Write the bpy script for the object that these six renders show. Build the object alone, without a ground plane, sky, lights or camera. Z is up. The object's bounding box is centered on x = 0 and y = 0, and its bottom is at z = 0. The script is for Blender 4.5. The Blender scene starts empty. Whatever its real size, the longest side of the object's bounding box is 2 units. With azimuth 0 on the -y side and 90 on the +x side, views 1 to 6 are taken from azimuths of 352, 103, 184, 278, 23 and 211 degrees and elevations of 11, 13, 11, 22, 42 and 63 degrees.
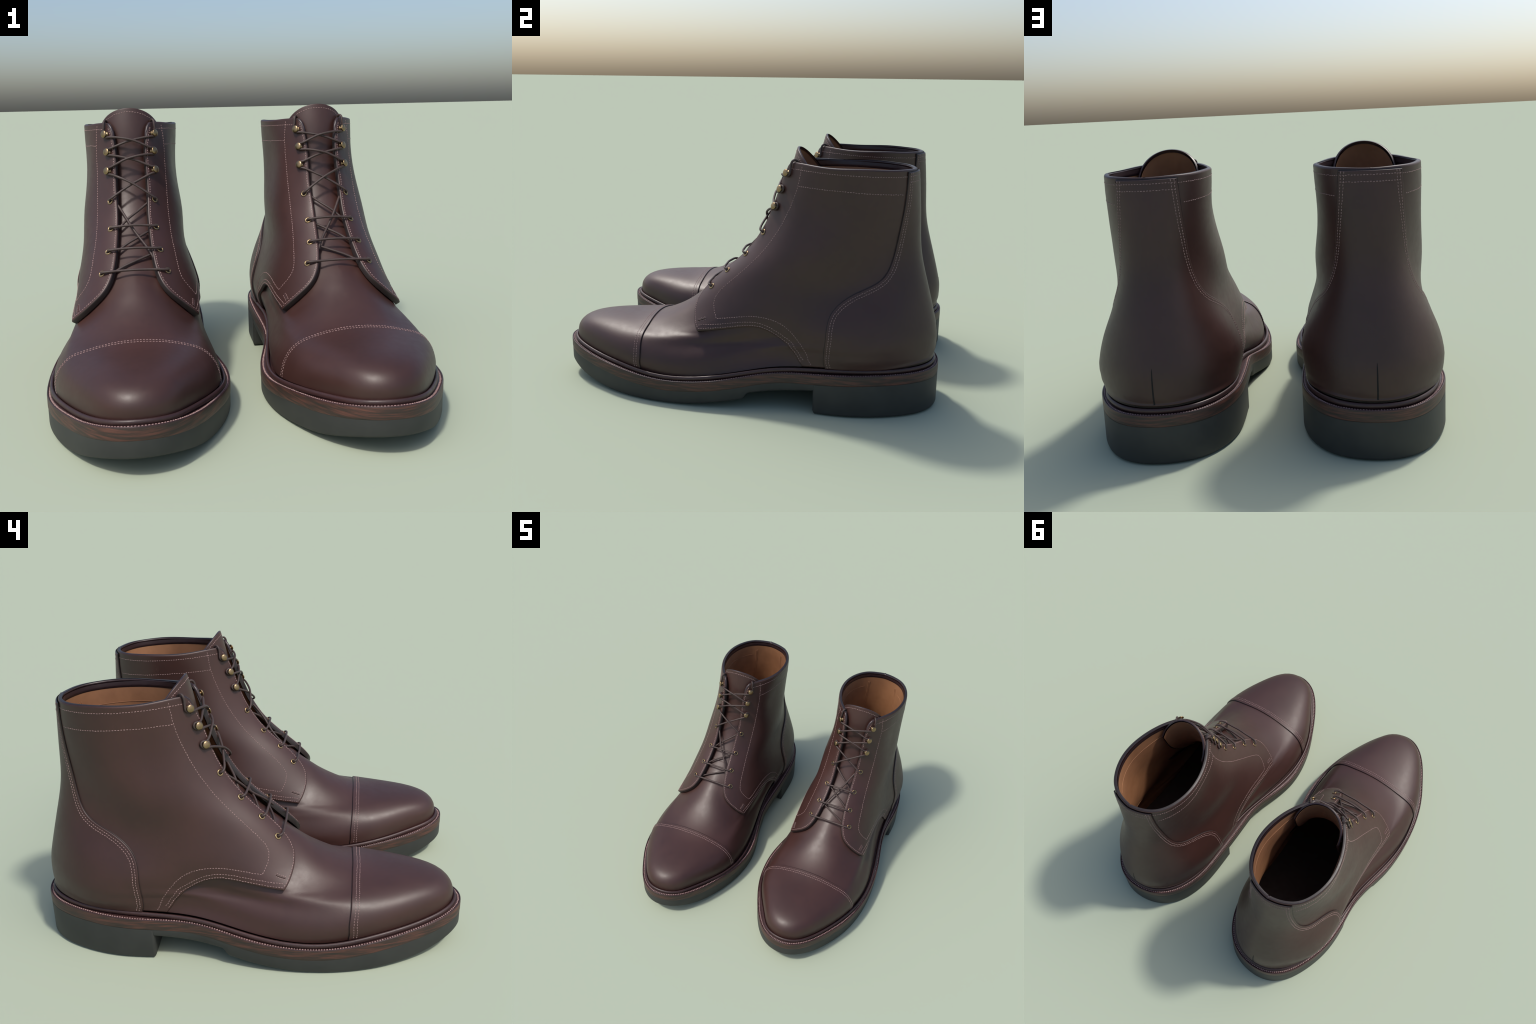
"""A pair of laced cap-toe leather boots, modelled once as a last surface plus
panels, and mirrored across x = 0 for the other foot."""
import bpy, math
import numpy as np
from mathutils import Vector, Matrix
from mathutils.geometry import delaunay_2d_cdt

RNG = np.random.default_rng(7)

# ----------------------------------------------------------------- splines
def spline(xk, yk):
    """natural cubic spline through (xk, yk)"""
    xk = np.asarray(xk, float); yk = np.asarray(yk, float); n = len(xk); h = np.diff(xk)
    A = np.zeros((n, n)); b = np.zeros(yk.shape); A[0, 0] = A[-1, -1] = 1
    for i in range(1, n - 1):
        A[i, i - 1] = h[i - 1]; A[i, i] = 2 * (h[i - 1] + h[i]); A[i, i + 1] = h[i]
        b[i] = 6 * ((yk[i + 1] - yk[i]) / h[i] - (yk[i] - yk[i - 1]) / h[i - 1])
    M = np.linalg.solve(A, b)
    def f(x):
        x = np.asarray(x, float); i = np.clip(np.searchsorted(xk, x) - 1, 0, n - 2)
        hh = h[i]; a = xk[i + 1] - x; c = x - xk[i]
        if yk.ndim > 1:
            hh = hh[..., None]; a = a[..., None]; c = c[..., None]
        return (M[i] * a ** 3 / (6 * hh) + M[i + 1] * c ** 3 / (6 * hh)
                + (yk[i] / hh - M[i] * hh / 6) * a + (yk[i + 1] / hh - M[i + 1] * hh / 6) * c)
    return f

def closed_spline(P, n):
    P = np.asarray(P, float); K = len(P); m = 4
    Q = np.concatenate([P[-m:], P, P[:m + 1]])
    return spline(np.arange(-m, K + m + 1), Q)(np.arange(n) * K / n)

def basis(xk, x):
    x = np.asarray(x, float)
    return np.stack([spline(xk, e)(x) for e in np.eye(len(xk))], -1)

def unit(v):
    return v / (np.linalg.norm(v, axis=-1, keepdims=True) + 1e-12)

def smooth(x):
    x = np.clip(x, 0, 1); return x * x * (3 - 2 * x)

# ------------------------------------------------------------ sole outline
OUTLINE = [(0.499, -0.987), (0.355, -0.96), (0.249, -0.847), (0.174, -0.71), (0.116, -0.567), (0.08, -0.415),
           (0.074, -0.26), (0.102, -0.108), (0.139, 0.052), (0.141, 0.206), (0.135, 0.362), (0.134, 0.517),
           (0.143, 0.672), (0.187, 0.821), (0.281, 0.943), (0.424, 0.997), (0.567, 0.98), (0.674, 0.893),
           (0.745, 0.754), (0.783, 0.604), (0.788, 0.449), (0.779, 0.294), (0.796, 0.14), (0.83, -0.021),
           (0.846, -0.176), (0.844, -0.331), (0.822, -0.485), (0.776, -0.633), (0.707, -0.772), (0.622, -0.903)]
# height of the welt's top edge along the foot
welt_top = spline([-1.05, -.8, -.6, -.4, -.2, 0, .2, .4, .7, 1.05],
                  [.211, .165, .144, .123, .126, .152, .188, .203, .216, .219])
BAND = .052                                     # thickness of the leather midsole

def sole_top(y):
    return welt_top(np.clip(y, -1.05, 1.05))

tread = spline([-1.0, -.94, -.88, -.8, -.68, -.55, -.43, -.32, -.22, -.12, -.03, .07],
               [.078, .063, .045, .024, .009, .002, .0, .001, .005, .016, .029, .046])
arch = spline([.05, .18, .29, .42, .6, 1.0], [.070, .090, .102, .115, .12, .13])

def sole_bottom(y):
    y = np.asarray(y, float)
    k = smooth((y - .066) / .03)
    return tread(np.clip(y, -1, .07)) * (1 - k) + arch(np.clip(y, .05, 1)) * k

# ------------------------------------------------------------------- last
# Rings run from the heel (angle 0) round the outer side to the front (1) and
# back along the inner side (2); ring 0 lies on the welt, the last is the collar.
FRONT = np.array([(-0.948, .235), (-.94, .275), (-.895, .315), (-.80, .345), (-.67, .352), (-.53, .356),
                  (-.39, .40), (-.255, .485), (-.10, .625), (.03, .77), (.13, .97), (.2, 1.195)])
BACK = np.array([(0.956, .235), (.955, .25), (.96, .27), (.962, .295), (.96, .325), (.955, .36),
                 (.945, .41), (.925, .5), (.895, .62), (.86, .78), (.845, .96), (.836, 1.172)])
FRONT_SHIFT = [-0.002, -0.001, -0.001, -0.012, -0.013, -0.007, -0.005, -0.003, 0.002, -0.011, -0.017, -0.018]
BACK_SHIFT = [0.001, -0.000, 0.000, 0.001, 0.004, 0.008, 0.010, 0.008, 0.006, 0.004, 0.006, -0.002]
SAG = [1, .95, .85, .7, .55, .4, .25, .12, .05, 0, 0, 0]     # how far a ring follows the sole's sag
STATIONS = [0, .10, .25, .42, .58, .72, .84, .93, 1.]
# half widths at the stations, one row per ring: outer side, inner side
OUTER = [(0.532, 0.446, 0.381, 0.292, 0.364, 0.371, 0.350, 0.376, 0.403),
         (0.498, 0.430, 0.390, 0.283, 0.359, 0.376, 0.357, 0.383, 0.402),
         (0.466, 0.413, 0.398, 0.278, 0.343, 0.372, 0.365, 0.389, 0.401),
         (0.432, 0.396, 0.396, 0.279, 0.316, 0.365, 0.368, 0.392, 0.400),
         (0.398, 0.378, 0.390, 0.287, 0.287, 0.361, 0.367, 0.394, 0.398),
         (0.364, 0.358, 0.377, 0.292, 0.268, 0.351, 0.361, 0.391, 0.396),
         (0.328, 0.334, 0.353, 0.295, 0.272, 0.330, 0.350, 0.382, 0.393),
         (0.293, 0.300, 0.315, 0.267, 0.269, 0.297, 0.332, 0.363, 0.388),
         (0.257, 0.265, 0.251, 0.227, 0.245, 0.263, 0.291, 0.331, 0.383),
         (0.225, 0.224, 0.209, 0.226, 0.236, 0.242, 0.246, 0.294, 0.374),
         (0.192, 0.208, 0.217, 0.223, 0.207, 0.211, 0.214, 0.277, 0.358),
         (0.157, 0.234, 0.242, 0.227, 0.213, 0.200, 0.210, 0.265, 0.340)]
INNER = [(0.545, 0.469, 0.387, 0.277, 0.344, 0.379, 0.344, 0.391, 0.415),
         (0.509, 0.452, 0.387, 0.289, 0.343, 0.375, 0.353, 0.395, 0.412),
         (0.472, 0.435, 0.385, 0.298, 0.325, 0.368, 0.361, 0.398, 0.409),
         (0.435, 0.416, 0.379, 0.305, 0.306, 0.354, 0.367, 0.399, 0.406),
         (0.399, 0.396, 0.371, 0.308, 0.294, 0.343, 0.369, 0.396, 0.402),
         (0.363, 0.370, 0.361, 0.307, 0.287, 0.331, 0.365, 0.390, 0.398),
         (0.328, 0.337, 0.347, 0.296, 0.293, 0.321, 0.349, 0.381, 0.393),
         (0.293, 0.302, 0.311, 0.266, 0.276, 0.301, 0.328, 0.364, 0.388),
         (0.257, 0.266, 0.251, 0.226, 0.237, 0.261, 0.290, 0.333, 0.383),
         (0.225, 0.224, 0.211, 0.222, 0.231, 0.239, 0.245, 0.296, 0.374),
         (0.191, 0.213, 0.217, 0.215, 0.201, 0.210, 0.215, 0.280, 0.358),
         (0.157, 0.233, 0.243, 0.228, 0.213, 0.198, 0.206, 0.268, 0.340)]
NR = len(FRONT)
_t = unit(np.gradient(FRONT, axis=0))
FRONT = FRONT + np.c_[-_t[:, 1], _t[:, 0]] * np.array(FRONT_SHIFT)[:, None]
BACK = BACK + np.c_[np.array(BACK_SHIFT), np.zeros(NR)]
OUTER = np.array(OUTER); INNER = np.array(INNER)
MID_F, MID_B = .4575, .4575
RINGS = np.c_[FRONT, BACK, np.array(SAG, float), OUTER, INNER]
ring_spline = spline(np.arange(NR), RINGS)
NS = len(STATIONS)

def last_point(u, a):
    u = np.asarray(u, float); a = np.mod(np.asarray(a, float), 2.0)
    ph = np.where(a <= 1, a, 2 - a); inner = a > 1
    Q = ring_spline(u * (NR - 1)); W = basis(STATIONS, ph); s = (1 - np.cos(np.pi * ph)) / 2
    y = Q[..., 2] + (Q[..., 0] - Q[..., 2]) * s
    z = Q[..., 3] + (Q[..., 1] - Q[..., 3]) * s
    y0 = BACK[0, 0] + (FRONT[0, 0] - BACK[0, 0]) * s
    z0 = BACK[0, 1] + (FRONT[0, 1] - BACK[0, 1]) * s
    z = z + Q[..., 4] * (sole_top(y0) + .03 - z0)
    g = np.where(inner, -(Q[..., 5 + NS:] * W).sum(-1), (Q[..., 5:5 + NS] * W).sum(-1))
    return np.stack([MID_B + np.sin(np.pi * ph) * g, y, z], -1)

def last_frame(u, a, e=2e-3, surface=None):
    f = surface or last_point
    du = (f(u + e, a) - f(u - e, a)) / (2 * e)
    da = (f(u, a + e) - f(u, a - e)) / (2 * e)
    return f(u, a), unit(np.cross(du, da)), du, da

def lift(u, a, h):
    P, N, _, _ = last_frame(np.asarray(u, float), np.asarray(a, float))
    return P + N * np.asarray(h)[..., None] if np.ndim(h) else P + N * h

# ---------------------------------------------------------------- materials
def material(name):
    m = bpy.data.materials.new(name); m.use_nodes = True
    nt = m.node_tree; b = nt.nodes["Principled BSDF"]
    return m, nt, b

def node(nt, kind, **kw):
    n = nt.nodes.new(kind)
    for k, v in kw.items():
        if k in n.inputs: n.inputs[k].default_value = v
        else: setattr(n, k, v)
    return n

def coords(nt, scale=(1, 1, 1)):
    tc = node(nt, "ShaderNodeTexCoord"); mp = node(nt, "ShaderNodeMapping")
    mp.inputs["Scale"].default_value = scale
    nt.links.new(tc.outputs["Object"], mp.inputs["Vector"]); return mp.outputs["Vector"]

def noise(nt, vec, scale, detail=3, rough=.55):
    n = node(nt, "ShaderNodeTexNoise"); n.inputs["Scale"].default_value = scale
    n.inputs["Detail"].default_value = detail; n.inputs["Roughness"].default_value = rough
    nt.links.new(vec, n.inputs["Vector"]); return n.outputs["Fac"]

def ramp(nt, fac, stops):
    r = node(nt, "ShaderNodeValToRGB"); cr = r.color_ramp
    while len(cr.elements) < len(stops): cr.elements.new(.5)
    for e, (p, c) in zip(cr.elements, stops):
        e.position = p; e.color = (*c, 1)
    nt.links.new(fac, r.inputs["Fac"]); return r.outputs["Color"]

def scalar_map(nt, fac, lo, hi, a=.3, b=.7):
    m = node(nt, "ShaderNodeMapRange"); m.inputs["From Min"].default_value = a; m.inputs["From Max"].default_value = b
    m.inputs["To Min"].default_value = lo; m.inputs["To Max"].default_value = hi
    nt.links.new(fac, m.inputs["Value"]); return m.outputs["Result"]

def bump(nt, b, height, strength, dist):
    n = node(nt, "ShaderNodeBump"); n.inputs["Strength"].default_value = strength; n.inputs["Distance"].default_value = dist
    nt.links.new(height, n.inputs["Height"]); nt.links.new(n.outputs["Normal"], b.inputs["Normal"])

def leather(name, dark, light, rough=(.43, .475), grain=.10):
    m, nt, b = material(name); v = coords(nt)
    big = noise(nt, v, 3.2, 4, .6); fine = noise(nt, v, 260, 2, .5); mid = noise(nt, v, 26, 3, .6)
    nt.links.new(ramp(nt, big, [(.3, dark), (.7, light)]), b.inputs["Base Color"])
    nt.links.new(scalar_map(nt, mid, rough[0], rough[1]), b.inputs["Roughness"])
    b.inputs["Specular IOR Level"].default_value = .5
    m2 = node(nt, "ShaderNodeMath", operation="MULTIPLY_ADD"); m2.inputs[1].default_value = 2.2
    nt.links.new(noise(nt, v, 38, 4, .65), m2.inputs[0]); nt.links.new(fine, m2.inputs[2])
    bump(nt, b, m2.outputs[0], grain, .0012)
    return m

MAT = {}
MAT["leather"] = leather("oxblood_leather", (.037, .0145, .0115), (.050, .0195, .0155), (.42, .48))
MAT["welt"] = leather("welt_leather", (.028, .012, .012), (.046, .019, .018), (.38, .5))
MAT["binding"] = leather("collar_binding", (.022, .012, .014), (.034, .018, .019), (.33, .42))
MAT["edge"] = leather("cut_edge", (.012, .008, .008), (.022, .014, .013), (.40, .5))
MAT["lining"] = leather("tan_lining", (.17, .072, .030), (.29, .135, .060), (.6, .75), .2)
MAT["insole"] = leather("insole_leather", (.03, .018, .012), (.045, .026, .018), (.6, .75), .2)
MAT["lace"] = leather("waxed_lace", (.036, .021, .018), (.052, .031, .027), (.5, .62), .5)

m, nt, b = material("outsole_rubber"); v = coords(nt)
nt.links.new(ramp(nt, noise(nt, v, 9, 4), [(.3, (.024, .025, .024)), (.7, (.032, .033, .031))]), b.inputs["Base Color"])
b.inputs["Roughness"].default_value = .62; bump(nt, b, noise(nt, v, 320, 2), .12, .001); MAT["rubber"] = m

m, nt, b = material("stacked_leather_edge"); v = coords(nt, (4, 4, 62))
streak = noise(nt, v, 2.0, 5, .62)
nt.links.new(ramp(nt, streak, [(.30, (.020, .015, .012)), (.46, (.038, .021, .016)), (.58, (.082, .031, .022)), (.74, (.13, .049, .034))]), b.inputs["Base Color"])
b.inputs["Roughness"].default_value = .52; bump(nt, b, streak, .25, .002); MAT["band"] = m

m, nt, b = material("pink_thread"); v = coords(nt)
nt.links.new(ramp(nt, noise(nt, v, 60, 2), [(.35, (.22, .135, .125)), (.65, (.33, .215, .20))]), b.inputs["Base Color"])
b.inputs["Roughness"].default_value = .65; MAT["thread"] = m

m, nt, b = material("aged_brass"); v = coords(nt)
nt.links.new(ramp(nt, noise(nt, v, 14, 3), [(.35, (.25, .175, .095)), (.65, (.37, .265, .145))]), b.inputs["Base Color"])
b.inputs["Metallic"].default_value = 1; b.inputs["Roughness"].default_value = .36
bump(nt, b, noise(nt, v, 45, 2), .15, .002); MAT["brass"] = m

m, nt, b = material("shadow_hole"); b.inputs["Base Color"].default_value = (.006, .005, .005, 1); b.inputs["Roughness"].default_value = .9; MAT["hole"] = m

# ------------------------------------------------------------- mesh helpers
class Boot:
    """collects the parts of one boot; side = +1 as modelled, -1 mirrored"""
    def __init__(self, side):
        self.side = side
        self.root = bpy.data.objects.new("leather_boot", None)
        self.root.location = (side * .4575, 0, 0)
        bpy.context.collection.objects.link(self.root)
        self.root["label"] = "dark oxblood leather lace-up cap-toe boot"
        self.root["category"] = "boot"

    def adopt(self, ob, parent=None):
        bpy.context.collection.objects.link(ob)
        p = parent or self.root; ob.parent = p
        ob.matrix_parent_inverse = Matrix.Translation((-self.side * .4575, 0, 0))
        return ob

    def mesh(self, name, V, F, mats, normals=None, slots=None, parent=None, flat=False, stuff=False):
        V = np.array(V, float); V[:, 0] *= self.side
        if self.side < 0: F = [tuple(reversed(f)) for f in F]
        me = bpy.data.meshes.new(name); me.from_pydata(V.tolist(), [], F)
        for mt in mats: me.materials.append(MAT[mt])
        if slots is not None: me.polygons.foreach_set("material_index", slots)
        me.polygons.foreach_set("use_smooth", [not flat] * len(me.polygons))
        me.update()
        if normals is not None:
            n = np.array(normals, float); n[:, 0] *= self.side
            me.normals_split_custom_set_from_vertices(n.tolist())
        ob = bpy.data.objects.new(name, me)
        if stuff: ob["kind"] = "stuff"
        return self.adopt(ob, parent)

def grid_faces(r, c, close=False, base=0):
    F = []
    for i in range(r - 1):
        for j in range(c if close else c - 1):
            k = (j + 1) % c
            F.append((base + i * c + j, base + i * c + k, base + (i + 1) * c + k, base + (i + 1) * c + j))
    return F

def inside(pt, poly):
    x, y = pt[:, 0], pt[:, 1]; r = np.zeros(len(pt), bool); n = len(poly)
    for i in range(n):
        x1, y1 = poly[i]; x2, y2 = poly[(i + 1) % n]
        if y1 == y2: continue
        r ^= ((y1 > y) != (y2 > y)) & (x < (x2 - x1) * (y - y1) / (y2 - y1) + x1)
    return r

def fill(loop, pts):
    """triangles of the closed 2-D loop with extra interior points; loop vertices keep their index"""
    n = len(loop); co = [Vector(p) for p in loop] + [Vector(p) for p in pts]
    ed = [(i, (i + 1) % n) for i in range(n)]
    v, _, f, ov, _, _ = delaunay_2d_cdt(co, ed, [], 1, 1e-7)
    where = [o[0] if o else -1 for o in ov]
    tri = []
    for q in f:
        t = [where[i] for i in q]
        if min(t) >= 0: tri.append(tuple(t))
    return tri

def dense(path, step, closed=True):
    """resample a (u, a) polyline so that neighbours are about `step` apart in space; corners stay"""
    path = np.asarray(path, float); out = []
    n = len(path)
    for i in range(n if closed else n - 1):
        p, q = path[i], path[(i + 1) % n]
        k = np.linspace(0, 1, 9)[:, None]; m = p + (q - p) * k
        L = np.linalg.norm(np.diff(last_point(m[:, 0], m[:, 1]), axis=0), axis=1).sum()
        c = max(1, int(round(L / step)))
        out.append(p + (q - p) * (np.arange(c) / c)[:, None])
    if not closed: out.append(path[-1:])
    return np.concatenate(out)

def curve(pts, n=60, relax=6):
    """smooth curve through (u, a) points"""
    pts = np.asarray(pts, float); X = last_point(pts[:, 0], pts[:, 1])
    t = np.r_[0, np.cumsum(np.linalg.norm(np.diff(X, axis=0), axis=1) ** .5 + 1e-6)]
    q = spline(t, pts)(np.linspace(0, t[-1], n))
    for _ in range(relax):
        q[1:-1] = .5 * q[1:-1] + .25 * (q[:-2] + q[2:])
    return q

def shift_uv(path, d, closed=False):
    """move a (u, a) path sideways on the last by d metres, to the left of its direction seen from outside"""
    P, N, du, da = last_frame(path[:, 0], path[:, 1])
    T = (np.roll(P, -1, 0) - np.roll(P, 1, 0)) if closed else np.gradient(P, axis=0)
    D = unit(np.cross(N, unit(T))) * np.asarray(d).reshape(-1, 1)
    out = path.copy()
    for i in range(len(path)):
        J = np.c_[du[i], da[i]]; out[i] += np.linalg.lstsq(J, D[i], rcond=None)[0]
    return out

def panel(boot, name, poly, top, bottom, mat, edge="edge", bevel=.005, step=.0075, free=None, parent=None, cell=(.0115, .020), shadow_strip=0., surface=None):
    """A piece of leather laid on the last: rounded cut edges all round, smooth face.
    poly: (u, a) corners, counter-clockwise seen from outside; top / bottom: heights above the last.
    free(u, a) -> True where the border joins a neighbour without an edge."""
    P2 = dense(poly, step); n = len(P2)
    topf = top if callable(top) else (lambda u, a: np.full(np.shape(u), top))
    botf = bottom if callable(bottom) else (lambda u, a: np.full(np.shape(u), bottom))
    P, N, du, da = last_frame(P2[:, 0], P2[:, 1], surface=surface)
    T = unit(np.roll(P, -1, 0) - np.roll(P, 1, 0)); I = unit(np.cross(N, T))
    w = np.ones(n)
    if free is not None: w = np.where(free(P2[:, 0], P2[:, 1]), 0., 1.)
    tu, bu = topf(P2[:, 0], P2[:, 1]), botf(P2[:, 0], P2[:, 1]); th = tu - bu
    rings, norms, uvs = [], [], []
    for d, dh, out in (((-shadow_strip / bevel, 'shadow_strip', .2),) if shadow_strip else ()) + ((.0, None, 1.), (.0, .85, .97), (.12, .42, .75), (.42, .12, .42), (1., 0, 0.)):  # extra outer ring in dark edge colour draws the shadow line beside the piece
        dd = d * bevel * w
        q = P2.copy()
        for i in range(n):
            q[i] += np.linalg.lstsq(np.c_[du[i], da[i]], I[i] * dd[i], rcond=None)[0]
        h = bu + .25 * th if dh == 'shadow_strip' else bu if dh is None else tu - np.minimum(dh * bevel, .8 * th)
        h = np.where(w > 0, h, tu)
        X, M, _, _ = last_frame(q[:, 0], q[:, 1], surface=surface)
        rings.append(X + M * h[:, None]); o = (out * w)[:, None]
        norms.append(unit(M * np.sqrt(np.clip(1 - o * o, 0, 1)) - I * o)); uvs.append(q)
    R = len(rings)
    loop = uvs[-1]; sc = np.array([1.35, 1.0])
    lo, hi = loop.min(0), loop.max(0)
    gu = np.arange(lo[0] + cell[0] * .5, hi[0], cell[0]); ga = np.arange(lo[1] + cell[1] * .5, hi[1], cell[1])
    G = np.stack(np.meshgrid(gu, ga, indexing="ij"), -1).reshape(-1, 2)
    G = G[inside(G, loop)]
    if len(G):
        D = np.sqrt((((G[:, None] - loop[None]) * sc) ** 2).sum(2)).min(1); G = G[D > .0065]
    X, M, _, _ = last_frame(G[:, 0], G[:, 1], surface=surface); X = X + M * topf(G[:, 0], G[:, 1])[:, None]
    V = np.concatenate(rings + [X]); NN = np.concatenate(norms + [M])
    F = grid_faces(R, n, True); slots = [1 if i < (R - 3) * n else 0 for i in range(len(F))]
    tri = fill(loop * sc, G * sc); base = (R - 1) * n
    F += [tuple(base + i for i in t) for t in tri]; slots += [0] * len(tri)
    return boot.mesh(name, V, orient(V, F, NN), [mat, edge], NN, slots, parent)

class Stitches:
    """rows of short raised thread dashes, gathered into one mesh"""
    def __init__(self): self.V, self.F, self.N = [], [], 0
    def dash(self, p, t, n, L, r):
        b = np.cross(n, t)
        for k, s in enumerate((-1, -.62, .62, 1)):
            rr = r * (.35, 1, 1, .35)[k]
            for an in (-.1, .25, .5, .75, 1.1):
                self.V.append(p + t * (s * L / 2) + b * (rr * math.cos(math.pi * an)) + n * (rr * .75 * math.sin(math.pi * an)))
        o = self.N
        for k in range(3):
            for j in range(4):
                self.F.append((o + k * 5 + j, o + k * 5 + j + 1, o + (k + 1) * 5 + j + 1, o + (k + 1) * 5 + j))
        self.F.append((o + 0, o + 1, o + 2, o + 3, o + 4)[::-1]); self.F.append((o + 15, o + 16, o + 17, o + 18, o + 19))
        self.N += 20
    def along(self, X, N, pitch=.0125, fill=.68, r=.0016, wobble=.0005, slant=0.):
        L = np.r_[0, np.cumsum(np.linalg.norm(np.diff(X, axis=0), axis=1))]; n = int(L[-1] / pitch)
        if n < 1: return
        s = (np.arange(n) + .5) * L[-1] / n
        P = np.stack([np.interp(s, L, X[:, k]) for k in range(3)], 1); M = unit(np.stack([np.interp(s, L, N[:, k]) for k in range(3)], 1))
        T0 = np.gradient(X, axis=0); T = np.stack([np.interp(s, L, T0[:, k]) for k in range(3)], 1)
        for p, m, t in zip(P, M, T):
            t = unit(t - m * (t @ m)); side = np.cross(m, t)
            t = unit(t + side * (slant + RNG.normal(0, .05)))
            self.dash(p + side * RNG.normal(0, wobble), t, m, pitch * fill * RNG.uniform(.9, 1.08), r * RNG.uniform(.88, 1.1))
    def row(self, path, h, **kw):
        path = dense(path, .006, False); X, N, _, _ = last_frame(path[:, 0], path[:, 1])
        hh = h(path[:, 0], path[:, 1])[:, None] if callable(h) else h
        self.along(X + N * (hh + .0002), N, **kw)
    def build(self, boot, name="stitching"):
        return boot.mesh(name, np.array(self.V), self.F, ["thread"], stuff=True)

def tube(P, r, seg=10, cap=True):
    P = np.asarray(P, float); T = unit(np.gradient(P, axis=0)); n = len(P)
    ref = np.array([0, 0, 1.]) if abs(T[0][2]) < .9 else np.array([1., 0, 0])
    X = unit(np.cross(T[0], ref)); V = []
    for i in range(n):
        X = unit(X - T[i] * (X @ T[i])); Y = np.cross(T[i], X)
        rr = r[i] if np.ndim(r) else r
        for k in range(seg):
            an = 2 * math.pi * k / seg; V.append(P[i] + (X * math.cos(an) + Y * math.sin(an)) * rr)
    F = [f for f in grid_faces(n, seg, True)]
    if cap:
        F.append(tuple(range(seg))[::-1]); F.append(tuple((n - 1) * seg + k for k in range(seg)))
    return V, F

def through(pts, n=8):
    """smooth 3-D curve through points"""
    P = np.asarray(pts, float); t = np.r_[0, np.cumsum(np.linalg.norm(np.diff(P, axis=0), axis=1) ** .6)]
    return spline(t, P)(np.linspace(0, t[-1], n * len(P)))

def lathe(name, prof, seg, mat):
    V, F = [], []; n = len(prof)
    for r, h in prof:
        for k in range(seg):
            an = 2 * math.pi * k / seg; V.append((r * math.cos(an), r * math.sin(an), h))
    F = grid_faces(n, seg, True)
    me = bpy.data.meshes.new(name); me.from_pydata(V, [], F); me.materials.append(MAT[mat])
    me.polygons.foreach_set("use_smooth", [True] * len(F)); me.update(); return me

ring_profile = [(.0118 + .0042 * math.cos(t), .0012 + .0030 * math.sin(t)) for t in np.linspace(0, 2 * math.pi, 13)]
EYELET = lathe("eyelet", ring_profile, 28, "brass")
HOLE = lathe("eyelet_hole", [(.0095, .0012), (.004, .0010), (0, .0010)], 20, "hole")
HOOK = lathe("speed_hook", [(.0125, 0), (.0135, .0022), (.0125, .0042), (.0068, .0058), (.0060, .0120), (.0075, .0145), (.0160, .0150),
                            (.0178, .0168), (.0179, .0190), (.0163, .0213), (.011, .0232), (.005, .0239), (0, .0241)], 28, "brass")

# --------------------------------------------------------- pattern of pieces
# (u, a) lines for the outer half; the inner half is a -> 2 - a
COUNTER = curve([(.9985, .160), (.964, .1755), (.926, .193), (.889, .2105), (.8415, .2265), (.794, .248), (.752, .2845), (.725, .337),
                 (.697, .3875), (.656, .418), (.598, .421), (.488, .398), (.42, .3835), (.30, .361), (.19, .3455), (.07, .339), (-.03, .3385)], 110, 20)
FACING_LOW = curve([(.800, .9285), (.760, .9285), (.728, .9265), (.695, .921), (.662, .905), (.630, .8715), (.595, .820), (.547, .761), (.499, .709)], 44)
FACING_UP = curve([(.800, .9285), (.8275, .928), (.857, .923), (.884, .919), (.912, .9215), (.940, .9235), (.962, .917), (.979, .905), (.992, .888), (1.0015, .866), (1.003, .845)], 40)
BOTTOM = curve([(.499, .709), (.511, .697), (.526, .680), (.540, .662), (.552, .642), (.563, .623), (.570, .603), (.567, .580), (.555, .556), (.541, .543),
                (.523, .525), (.503, .508), (.475, .490), (.437, .4705), (.385, .451), (.325, .434), (.27, .419), (.22, .4065), (.16, .395), (.09, .387), (.03, .383), (-.03, .381)], 110, 60)
INNER_LINE = curve([(.998, .741), (.96, .732), (.919, .741), (.882, .752), (.853, .763), (.81, .777), (.747, .789), (.706, .795), (.678, .7995),
                    (.652, .789), (.63, .763), (.606, .734), (.584, .709)], 60)
INNER_LINE2 = curve([(.584, .709), (.593, .689), (.606, .662), (.616, .635), (.618, .602), (.611, .567), (.591, .53), (.570, .5105),
                     (.540, .487), (.50, .465), (.45, .446), (.40, .4285), (.34, .409), (.276, .394), (.21, .380), (.14, .371), (.07, .366), (.01, .364)], 100, 50)
BAND_LINE = curve([(.956, .198), (.9575, .321), (.9585, .41), (.9595, .491), (.9595, .594), (.960, .659), (.9595, .731)], 40)
_half = [(-.03, .666), (.05, .668), (.114, .671), (.210, .693), (.314, .743), (.399, .812), (.4475, .8745), (.472, .9295), (.4815, .977)]
CAP = curve(_half + [(u, 2 - a) for u, a in _half[::-1]], 120)
EYES = [(.678, .8655), (.730, .885), (.791, .8855), (.855, .8725)]
HOOKS = [(.9125, .864), (.948, .866), (.981, .847)]

def flip(path):
    q = np.array(path, float).copy(); q[:, 1] = 2 - q[:, 1]; return q[::-1]

H_VAMP, H_CAP, H_QUARTER, H_COUNTER = .001, .0078, .0125, .0202
T_JOIN = .742                                    # where the vamp passes into the tongue

def wave(a):
    """the top line is not perfectly level"""
    return (.0011 * np.sin(9.0 * a - .6) + .0006 * np.sin(19 * a)) * smooth(a / .2) * smooth((.845 - a) / .05)

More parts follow.
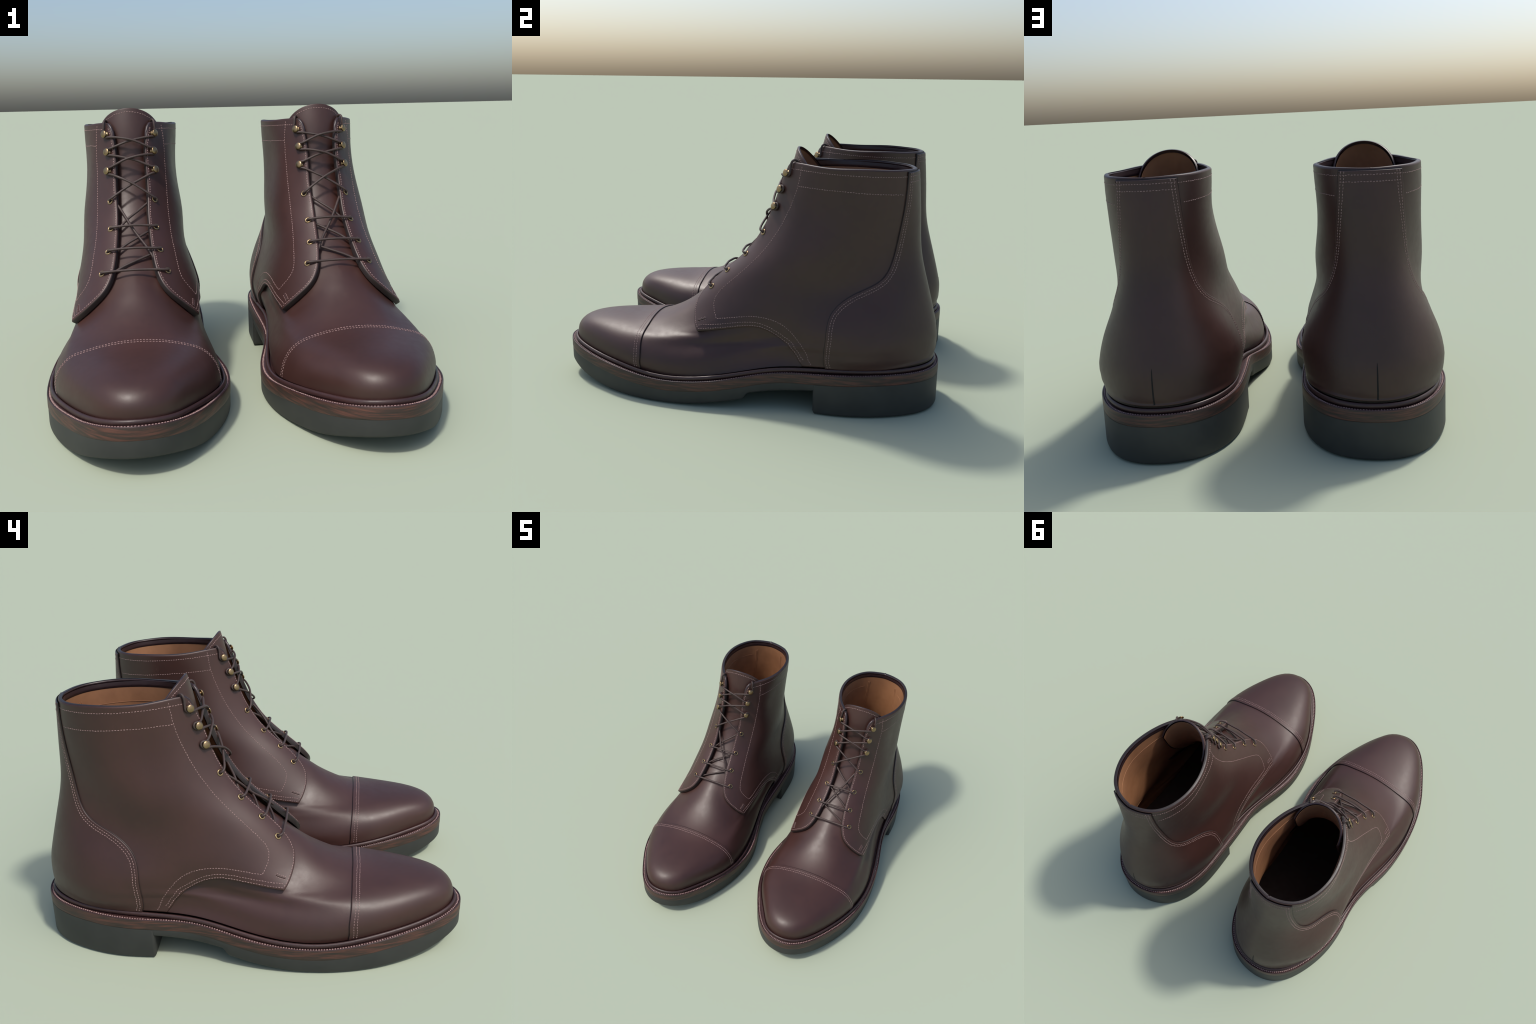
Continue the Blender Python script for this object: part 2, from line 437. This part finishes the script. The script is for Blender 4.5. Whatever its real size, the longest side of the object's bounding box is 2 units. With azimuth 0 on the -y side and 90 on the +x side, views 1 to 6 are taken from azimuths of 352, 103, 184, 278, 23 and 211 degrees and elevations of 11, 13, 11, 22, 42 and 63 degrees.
def quarter_h(u, a):
    """the lower front flaps stand slightly off the vamp"""
    b = np.mod(a, 2); b = np.where(b > 1, 2 - b, b)
    return H_QUARTER + .0085 * smooth((b - .62) / .12) * smooth((.76 - u) / .10) - .0030 * smooth((u - .972) / .03)

def vamp_h(u, a):
    """the vamp lies a little deeper where the flaps are lapped over it"""
    b = np.where(a > 1, 2 - a, a); q = np.r_[FACING_LOW[8:], BOTTOM[2:66]]
    d = np.full(np.shape(u), 9.)
    for p, r in zip(q[:-1], q[1:]):
        ex, ey = (r[0] - p[0]) * 1.35, r[1] - p[1]; qx, qy = (u - p[0]) * 1.35, b - p[1]
        t = np.clip((qx * ex + qy * ey) / (ex * ex + ey * ey + 1e-12), 0, 1)
        d = np.minimum(d, (qx - t * ex) ** 2 + (qy - t * ey) ** 2)
    return H_VAMP - (.0095 + .0045 * smooth((b - .70) / .08)) * np.exp(-d / .058 ** 2)

def throat_sheet(u, a):
    """vamp and tongue in one sheet: on the last over the toes, then a smooth half-round gutter sunk between the facings"""
    u = np.asarray(u, float); a = np.mod(np.asarray(a, float), 2.0)
    P, N, _, _ = last_frame(u, a); P = P + N * vamp_h(u, a)[..., None]
    d = a - 1; k = smooth((u - .625) / .115) * smooth((.47 - np.abs(d)) / .08)
    F = last_point(u, np.ones_like(u)); Bk = last_point(u, np.zeros_like(u))
    th = np.clip(d / .40, -1.25, 1.25) * 1.75
    rx = .168 - .02 * smooth((u - .75) / .2); ry = .150
    y = F[..., 1] + .045 - .026 * smooth((u - .88) / .13) + ry * (1 - np.cos(th))
    x = F[..., 0] - rx * np.sin(th)
    z = F[..., 2] + (Bk[..., 2] - F[..., 2]) * (y - F[..., 1]) / (Bk[..., 1] - F[..., 1])
    return P + (np.stack([x, y, z], -1) - P) * k[..., None]

def build_boot(side):
    B = Boot(side); st = Stitches()
    # ---- vamp: one sheet under everything in front
    na = 171; av = np.linspace(.27, 1.73, na); uv_ = np.linspace(-.035, T_JOIN, 130)
    uu, aa = np.meshgrid(uv_, av, indexing="ij")
    P, N, _, _ = last_frame(uu, aa, surface=throat_sheet); V = P
    F = [f[::-1] for f in grid_faces(len(uv_), na)]
    F = orient(V.reshape(-1, 3), F, N.reshape(-1, 3))
    B.mesh("vamp", V.reshape(-1, 3), F, ["leather"], N.reshape(-1, 3))
    # ---- tongue
    da = av[1] - av[0]; k = int(round(.36 / da)); mid = na // 2
    ts = av[mid - k:mid + k + 1]
    arch_top = lambda a: 1.0305 - .030 * (np.abs(a - 1) / .265) ** 2
    top_a = np.linspace(1 + .36, 1 - .36, 81)
    base = np.c_[np.full(len(ts), T_JOIN), ts][::1]
    poly = np.r_[base, np.c_[arch_top(top_a), top_a]]
    panel(B, "tongue", ccw(poly), 0., -.011, "leather", "binding", .005, free=lambda u, a: u < T_JOIN + 1e-6, step=.0085, surface=throat_sheet)
    tl = np.c_[arch_top(top_a) - .005, 1 + (top_a - 1) * .985]
    panel(B, "tongue_lining", ccw(np.r_[[(T_JOIN + .01, .66), (T_JOIN + .01, 1.34)], tl]), -.0118, -.0150, "lining", "lining", .0012, step=.012, surface=throat_sheet)
    ta = np.linspace(1.32, .68, 80)
    pth = dense(np.c_[arch_top(ta) - .0078, ta], .006, False); X, M, _, _ = last_frame(pth[:, 0], pth[:, 1], surface=throat_sheet)
    st.along(X + M * .0003, M)
    # ---- toe cap
    capfront = np.c_[np.full(60, -.03), np.linspace(CAP[-1, 1], CAP[0, 1], 60)]
    panel(B, "toe_cap", ccw(np.r_[CAP, capfront[1:-1]]), H_CAP, 0., "leather", bevel=.004, shadow_strip=.003)
    # ---- quarters
    for nm, f in (("quarter", lambda p: np.asarray(p, float)), ("quarter", flip)):
        back = [(-.03, .30), (-.03, .2), (-.03, .1), (-.03, .0), (.2, .0), (.4, 0.), (.6, .0), (.8, 0.), (1.003, .0)]
        ca = np.linspace(0, .845, 40); collar = np.c_[1.003 + wave(ca), ca]
        poly = np.r_[FACING_LOW, BOTTOM[1:], back, collar[1:-1], FACING_UP[::-1][:-1]]
        panel(B, nm, ccw(f(poly)), quarter_h, lambda u, a: -.012 + .006 * smooth((.715 - u) / .07) + .003 * smooth((u - .95) / .04), "leather", bevel=.009,
              free=lambda u, a: (np.abs(a) < 1e-6) | (np.abs(a - 2) < 1e-6))
        st.row(shift_uv(f(np.r_[FACING_UP[::-1][4:-1], FACING_LOW[:-1]]), .0105), quarter_h)
        low = BOTTOM[1:][BOTTOM[1:, 0] > .03]
        st.row(shift_uv(f(low), .0095), quarter_h)
        st.row(shift_uv(f(low), .0235), quarter_h)
        st.row(f(INNER_LINE), quarter_h); st.row(f(INNER_LINE2), quarter_h); st.row(f(BAND_LINE), quarter_h)
        st.row(f(np.c_[np.full(40, .9905), np.linspace(.165, .835, 40)]), quarter_h)
        # reinforcement tack by the front corner
        for q in ([(.580, .745), (.5575, .756)], [(.568, .733), (.5465, .744)], [(.580, .745), (.568, .733)]):
            st.row(f(q), quarter_h, pitch=.0085, r=.0014)
        tq = dense(f([(.5735, .7395), (.5525, .7495)]), .004, False); X, N, _, _ = last_frame(tq[:, 0], tq[:, 1])
        tv, tf = tube(X + N * (quarter_h(tq[:, 0], tq[:, 1]) - .0005)[:, None], .0034, 10)
        B.mesh("stitched_tack", np.array(tv), tf, ["leather"])
    # ---- counter with back strap
    foot = np.c_[np.full(40, -.03), np.linspace(.335, -.335, 40)]
    inner_c = COUNTER[::-1].copy(); inner_c[:, 1] *= -1
    topc = np.c_[np.full(20, .9985), np.linspace(-.158, .158, 20)]
    panel(B, "heel_counter", ccw(np.r_[COUNTER, foot[1:-1], inner_c, topc]), H_COUNTER, .0115, "leather", bevel=.0045, shadow_strip=.004)
    for s in (1, -1):
        c = COUNTER.copy(); c[:, 1] *= s
        if s < 0: c = c[::-1]
        for d in (.0135, .0265): st.row(shift_uv(c, d), H_COUNTER)
    for uu_ in (.9915, .980): st.row(np.c_[np.full(30, uu_), np.linspace(-.156, .156, 30)], H_COUNTER)
    # closing seam at the heel
    us = np.linspace(0, 1, 26); z0, z1 = .235, .408
    cu = np.linspace(0, .75, 400); cz = last_point(cu, cu * 0)[:, 2]
    pu = np.interp(z0 + (z1 - z0) * us, cz, cu)
    V, F = [], []
    for i, (q, w) in enumerate(zip(pu, .0026 * np.sqrt(np.clip(1 - us ** 4, 0.02, 1)))):
        for s, h in ((-1.5, -.001), (-1, .0008), (0, .0003), (1, .0008), (1.5, -.001)):
            p, n, _, d = last_frame(np.array([q]), np.array([0.])); V.append((p + unit(d) * (w * s) + n * (H_COUNTER + h))[0])
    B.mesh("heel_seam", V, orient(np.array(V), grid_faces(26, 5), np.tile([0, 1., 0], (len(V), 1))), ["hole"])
    # ---- lining and insole
    nu = 70; ul = np.r_[np.linspace(.06, .70, 36), np.linspace(.715, .992, 34)]; nl = 150
    V = []; NL = []
    for u in ul:
        lim = np.interp(u, [.52, .60, .65, .70, .95, .985, 1.0], [1.0, .80, .86, .915, .913, .895, .86])
        a = np.linspace(-lim, lim, nl); P, N, _, _ = last_frame(np.full(nl, u), a)
        V.append(P - N * (.0145 - .005 * smooth((u - .95) / .04))); NL.append(-N)
    V = np.concatenate(V); NL = np.concatenate(NL)
    B.mesh("lining", V, orient(V, grid_faces(len(ul), nl), NL), ["lining"], NL)
    ring = last_point(np.full(90, .07), np.linspace(0, 2, 91)[:-1]) ; c = ring.mean(0)
    V = np.concatenate([ring * [1, 1, 1], c + (ring - c) * [.66, .66, 1], c + (ring - c) * [.33, .33, 1], [c]])
    for i in range(len(V)): V[i, 2] = sole_top(V[i, 1]) + .045
    F = grid_faces(3, 90, True) + [(180 + i, 180 + (i + 1) % 90, 270) for i in range(90)]
    B.mesh("insole", V, orient(V, F, np.tile([0, 0, 1.], (len(V), 1))), ["insole"])
    V = []; NL = []; nf = 130
    for u, h in ((.9868, -.0096), (.9870, -.0108), (.992, -.0112), (.998, -.0104)):
        P, N, _, _ = last_frame(np.full(nf, u), np.linspace(-.85, .85, nf)); V.append(P + N * h); NL.append(-N)
    V = np.concatenate(V); NL = np.concatenate(NL)
    B.mesh("collar_facing", V, orient(V, grid_faces(4, nf), NL), ["binding"])
    SV, SF = [], []
    def ridge(path):
        path = dense(path, .012, False); X, N, _, _ = last_frame(path[:, 0], path[:, 1])
        v, f_ = tube(X - N * .0146, .0014, 6); o = len(SV); SV.extend(v); SF.extend(tuple(o + i for i in t) for t in f_)
    for sg in (1, -1):
        for d in (.012, .022):
            c = COUNTER[(COUNTER[:, 0] > .70) & (COUNTER[:, 0] < .975)].copy(); c = shift_uv(c, d); c[:, 1] *= sg; ridge(c)
        c = BAND_LINE.copy(); c[:, 1] *= sg; ridge(c)
    B.mesh("lining_seam", np.array(SV), SF, ["lining"])
    # ---- rolled collar binding
    pa = np.r_[[(.955, .914), (.972, .908), (.985, .896), (.994, .878)], np.c_[.9995 + wave(np.abs(np.linspace(.855, -.855, 121))), np.linspace(.855, -.855, 121)],
               [(.994, -.878), (.985, -.896), (.972, -.908), (.955, -.914)]]
    pa = dense(pa, .008, False); n = len(pa)
    P, N, du, _ = last_frame(pa[:, 0], pa[:, 1]); T = unit(np.gradient(P, axis=0)); O = unit(np.cross(T, N))
    if (O[n // 2] @ np.array([0, 0, 1.])) < 0: O = -O
    s = np.linspace(0, 1, n); tap = smooth(np.minimum(s, 1 - s) / .06)
    V = []
    an = np.linspace(-.28 * math.pi, 1.28 * math.pi, 17)
    for i in range(n):
        half = .0092; cen = .0
        for t in an:
            hh = cen + half * math.cos(t) * (.45 + .55 * tap[i]); dd = (.0080 * math.sin(t)) * (.25 + .75 * tap[i]) + .0005 - .004 * (1 - tap[i])
            V.append(P[i] + N[i] * hh + O[i] * dd)
    V = np.array(V); ctr = np.repeat(P, 17, 0)
    B.mesh("collar_binding", V, orient(V, grid_faces(n, 17), unit(V - ctr)), ["binding"])
    # ---- eyelets, hooks
    def place(me, u, a, h):
        p, nn, _, _ = last_frame(np.array([u]), np.array([a])); p = (p + nn * h)[0]; nn = nn[0]
        p = p * [side, 1, 1]; nn = nn * [side, 1, 1]
        ob = bpy.data.objects.new(me.name.split(".")[0], me)
        R = Vector(nn).to_track_quat("Z", "Y").to_matrix().to_4x4()
        B.adopt(ob); ob.matrix_basis = Matrix.Translation(p) @ R; return ob
    for sgn in (0, 1):
        for (u, a) in EYES:
            a = 2 - a if sgn else a; hq = float(quarter_h(np.array(u), np.array(a))); place(EYELET, u, a, hq); place(HOLE, u, a, hq)
        for (u, a) in HOOKS:
            a = 2 - a if sgn else a; place(HOOK, u, a, H_QUARTER)
    # ---- lace
    def at(k, s, h, din=0., along=0.):
        u, a = (EYES + HOOKS)[k]; a = 2 - a if s else a
        p, nn, duu, daa = last_frame(np.array([u]), np.array([a])); sg = -1 if s else 1
        h = h + float(quarter_h(np.array(u), np.array(a))) - H_QUARTER
        return (p + nn * h + unit(daa) * din * sg + unit(duu) * along)[0]
    fw = lambda p, q: unit(np.array([0, -1., .75]))
    LV, LF = [], []
    def lay(pts, n=8):
        v, f = tube(through(pts, n), .0057); o = len(LV); LV.extend(v); LF.extend(tuple(o + i for i in t) for t in f)
    def cen(p, q, t, lift_):
        x = p * (1 - t) + q * t; return x + fw(p, q) * lift_
    for k in range(3):                              # straight bars over the front
        a0, b0 = at(k, 0, H_QUARTER - .012), at(k, 1, H_QUARTER - .012)
        a1, b1 = at(k, 0, H_QUARTER + .006, .001), at(k, 1, H_QUARTER + .006, .001)
        a2, b2 = at(k, 0, H_QUARTER + .013, .012), at(k, 1, H_QUARTER + .013, .012)
        lay([a0, a1, a2, cen(a2, b2, .28, .010), cen(a2, b2, .5, .013), cen(a2, b2, .72, .010), b2, b1, b0])
    under = lambda k, s: at(k, s, -.004, .012)
    for k in range(3):                              # hidden diagonals under the facings
        p, q = under(k, 0), under(k + 1, 1)
        lay([at(k, 0, H_QUARTER - .012, -.001), p, cen(p, q, .3, .006), cen(p, q, .5, .009), cen(p, q, .7, .006), q, at(k + 1, 1, H_QUARTER - .012, -.001)])
    p, q = under(0, 1), under(3, 0)
    lay([at(0, 1, 0, -.001), p, cen(p, q, .25, .012), cen(p, q, .5, .004), cen(p, q, .75, .010), q, at(3, 0, 0, -.001)])
    def wrap(k, s):                                # round the outside of a hook's neck, coming from below
        h = H_QUARTER + .0080
        return [at(k, s, h + .002, .010, -.0150), at(k, s, h, -.008, -.0155), at(k, s, h - .001, -.0195, -.004), at(k, s, h - .001, -.0185, .008), at(k, s, h, -.006, .0165), at(k, s, h + .003, .010, .0155)]
    for s in (0, 1):
        o = 1 - s; up = .016 if s == 0 else .027
        pts = [at(3, s, H_QUARTER - .012), at(3, s, H_QUARTER + .006, .001, .001), at(3, s, H_QUARTER + .014, .013, .006)]
        cur, side_now = pts[-1], s
        for k in (4, 5, 6):
            tgt = 1 - side_now; w = wrap(k, tgt)
            pts += [cen(cur, w[0], .33, up * .85), cen(cur, w[0], .55, up), cen(cur, w[0], .78, up * .7)]
            pts += w; cur, side_now = w[-1], tgt
            if k == 6:
                pts.pop(); pts.pop()
        u, a = HOOKS[2]; a = a if side_now == 0 else 2 - a; sg = 1 if side_now == 0 else -1
        e = lambda uu, dd, h: lift(np.array([uu]), np.array([a + dd * sg]), h)[0]
        pts += [e(.9945, -.018, .0185), e(1.0015, -.016, .0185), e(1.0068, -.018, .010), e(1.0066, -.026, -.003), e(1.002, -.036, -.0125), e(.994, -.047, -.0145)]
        lay(pts, 9)
    B.mesh("lace", np.array(LV), LF, ["lace"])
    # ---- sole
    n = 560; O = closed_spline(OUTLINE, n); T = unit(np.roll(O, -1, 0) - np.roll(O, 1, 0)); NI = np.c_[-T[:, 1], T[:, 0]]
    if ((O - O.mean(0)) * NI).sum() > 0: NI = -NI
    def sweep(prof, z):
        V = []
        for d, h in prof:
            q = O + NI * d; V.append(np.c_[q, z(O[:, 1]) + h])
        return np.concatenate(V)
    outn = lambda V: unit(np.c_[V[:, :2] - np.array([.4575, 0]) * 1 - np.c_[np.zeros(len(V)), V[:, 1] * .85], np.zeros(len(V))])
    def sole_part(name, prof, z, mats, slot=None, parent=None):
        V = sweep(prof, z); F = grid_faces(len(prof), n, True)
        i = n // 4; tn = np.tile(np.c_[-NI, np.zeros(n)], (len(prof), 1))
        f0 = F[0]; nn = np.cross(V[f0[1]] - V[f0[0]], V[f0[2]] - V[f0[0]])
        if nn @ tn[f0[0]] < 0: F = [f[::-1] for f in F]
        return B.mesh(name, V, F, mats, slots=slot)
    sole_part("midsole", [(.004, -BAND - .002), (.0012, -BAND), (.0002, -BAND + .003), (0, -.035), (0, -.02), (0, -.008), (.0008, -.004)], sole_top, ["band"])
    sole_part("welt", [(.0008, -.004), (.0012, -.0012), (.0032, .0), (.0058, -.0010), (.0080, -.0038), (.0105, -.0045), (.0150, -.0042), (.018, -.0030), (.024, -.0034), (.06, -.004), (.10, -.004)], sole_top, ["welt"])
    q = O + NI * .0128; X = np.c_[q, sole_top(O[:, 1]) - .0044]; X = np.r_[X, X[:1]]
    st.along(X, np.tile([0, 0, 1.], (len(X), 1)), pitch=.0120, fill=.66, r=.0046, wobble=.0004, slant=.45)
    # rolled storm welt that hugs the upper
    ar = np.linspace(0, 2, 301)[:-1]; path = []
    cu = np.linspace(-.06, .25, 60)
    for a in ar:
        X, N, _, _ = last_frame(cu, np.full(60, a)); X = X + N * .0125
        k = np.argmax(X[:, 2] > sole_top(X[:, 1]) + .012); path.append(X[k] + unit(N[k] * [1, 1, 0]) * .0030)
    path = np.array(path); f = np.fft.fft(path[:, 0] + 1j * path[:, 1]); kk = np.fft.fftfreq(300) * 300
    sm = np.fft.ifft(f * np.exp(-(np.abs(kk) / 22) ** 4)); path = np.c_[sm.real, sm.imag, sole_top(sm.imag) + .0095]
    Tn = unit(np.roll(path, -1, 0) - np.roll(path, 1, 0)); X = unit(np.cross(Tn, [0, 0, 1.])); Y = np.cross(X, Tn)
    V = np.concatenate([path + (X * (.0088 * math.cos(t)) + Y * (.0115 * math.sin(t))) for t in np.linspace(0, 2 * math.pi, 15)[:-1]])
    F = []
    for i in range(14):
        j = (i + 1) % 14
        for k in range(300): l = (k + 1) % 300; F.append((i * 300 + k, i * 300 + l, j * 300 + l, j * 300 + k))
    B.mesh("rolled_welt", V, orient(V, F, unit(V - np.tile(path, (14, 1)))), ["welt"])
    # rubber outsole with arch gap, and heel
    def slab(name, loop, ni, ztop, zbot, r, mat):
        m_ = len(loop); V = []
        for d, h, fr in ((.0015, 0, 0), (.0015, -.003, 0), (.002, None, 1), (.0055, None, .42), (.0115, None, .12), (.020, None, 0)):
            qq = loop + ni * d
            z = ztop(loop[:, 1]) + h if h is not None else zbot(loop[:, 1]) + r * fr
            V.append(np.c_[qq, z])
        R = len(V); lp = V[-1][:, :2]
        V = np.concatenate(V); F = grid_faces(R, m_, True)
        lo, hi = lp.min(0), lp.max(0)
        G = np.stack(np.meshgrid(np.arange(lo[0], hi[0], .03), np.arange(lo[1], hi[1], .012), indexing="ij"), -1).reshape(-1, 2)
        G = G[inside(G, lp)]; D = np.sqrt(((G[:, None] - lp[None]) ** 2).sum(2)).min(1); G = G[D > .008]
        tri = fill(lp, G); base = (R - 1) * m_
        V = np.r_[V, np.c_[G, zbot(G[:, 1])]]
        F0 = F[0]; nn = np.cross(V[F0[1]] - V[F0[0]], V[F0[2]] - V[F0[0]])
        if nn @ np.r_[-ni[0], 0] < 0: F = [f[::-1] for f in F]
        T3 = []
        for t in tri:
            p = [V[base + i] for i in t]
            T3.append(t if np.cross(p[1] - p[0], p[2] - p[0])[2] < 0 else t[::-1])
        F += [tuple(base + i for i in t) for t in T3]
        return B.mesh(name, V, F, [mat])
    s_ = slab("outsole", O, NI, lambda y: sole_top(y) - BAND, lambda y: np.minimum(sole_bottom(y), sole_top(y) - BAND - .02), .012, "rubber")
    # heel block: the part of the outline behind the breast
    yb = .412; hl = O[O[:, 1] > yb]
    k = np.argmax(np.linalg.norm(np.roll(hl, -1, 0) - hl, axis=1)); hl = np.roll(hl, -(k + 1), 0)
    a_, b_ = hl[-1], hl[0]; m_ = 40
    br = np.stack([np.linspace(a_[0], b_[0], m_), np.full(m_, yb)], 1)[1:-1]; br[:, 1] += .010 * np.sin(np.linspace(0, np.pi, len(br)))
    loop = np.r_[hl, br]; Tt = unit(np.roll(loop, -1, 0) - np.roll(loop, 1, 0)); ni = np.c_[-Tt[:, 1], Tt[:, 0]]
    if ((loop - loop.mean(0)) * ni).sum() > 0: ni = -ni
    slab("heel", loop - ni * .0008, ni, lambda y: sole_top(y) - BAND - .001, lambda y: np.zeros(np.shape(y)), .014, "rubber")
    # cap stitching
    for d in (.019, .0335): st.row(shift_uv(CAP[2:-2], d), H_CAP)
    st.build(B)
    return B

def orient(V, F, N):
    """turn faces so that they agree with the wanted normals"""
    A = np.array([f[:3] for f in F]); V = np.asarray(V); N = np.asarray(N)
    nn = np.cross(V[A[:, 1]] - V[A[:, 0]], V[A[:, 2]] - V[A[:, 0]])
    s = (nn * (N[A[:, 0]] + N[A[:, 1]] + N[A[:, 2]])).sum(1)
    return [f if k >= 0 else f[::-1] for f, k in zip(F, s)]

def ccw(poly):
    """order a (u, a) loop counter-clockwise as seen from outside the boot"""
    p = np.asarray(poly, float); q = np.roll(p, -1, 0)
    area = (p[:, 1] * q[:, 0] - q[:, 1] * p[:, 0]).sum()
    return p if area < 0 else p[::-1]

for s in (1, -1):
    build_boot(s)
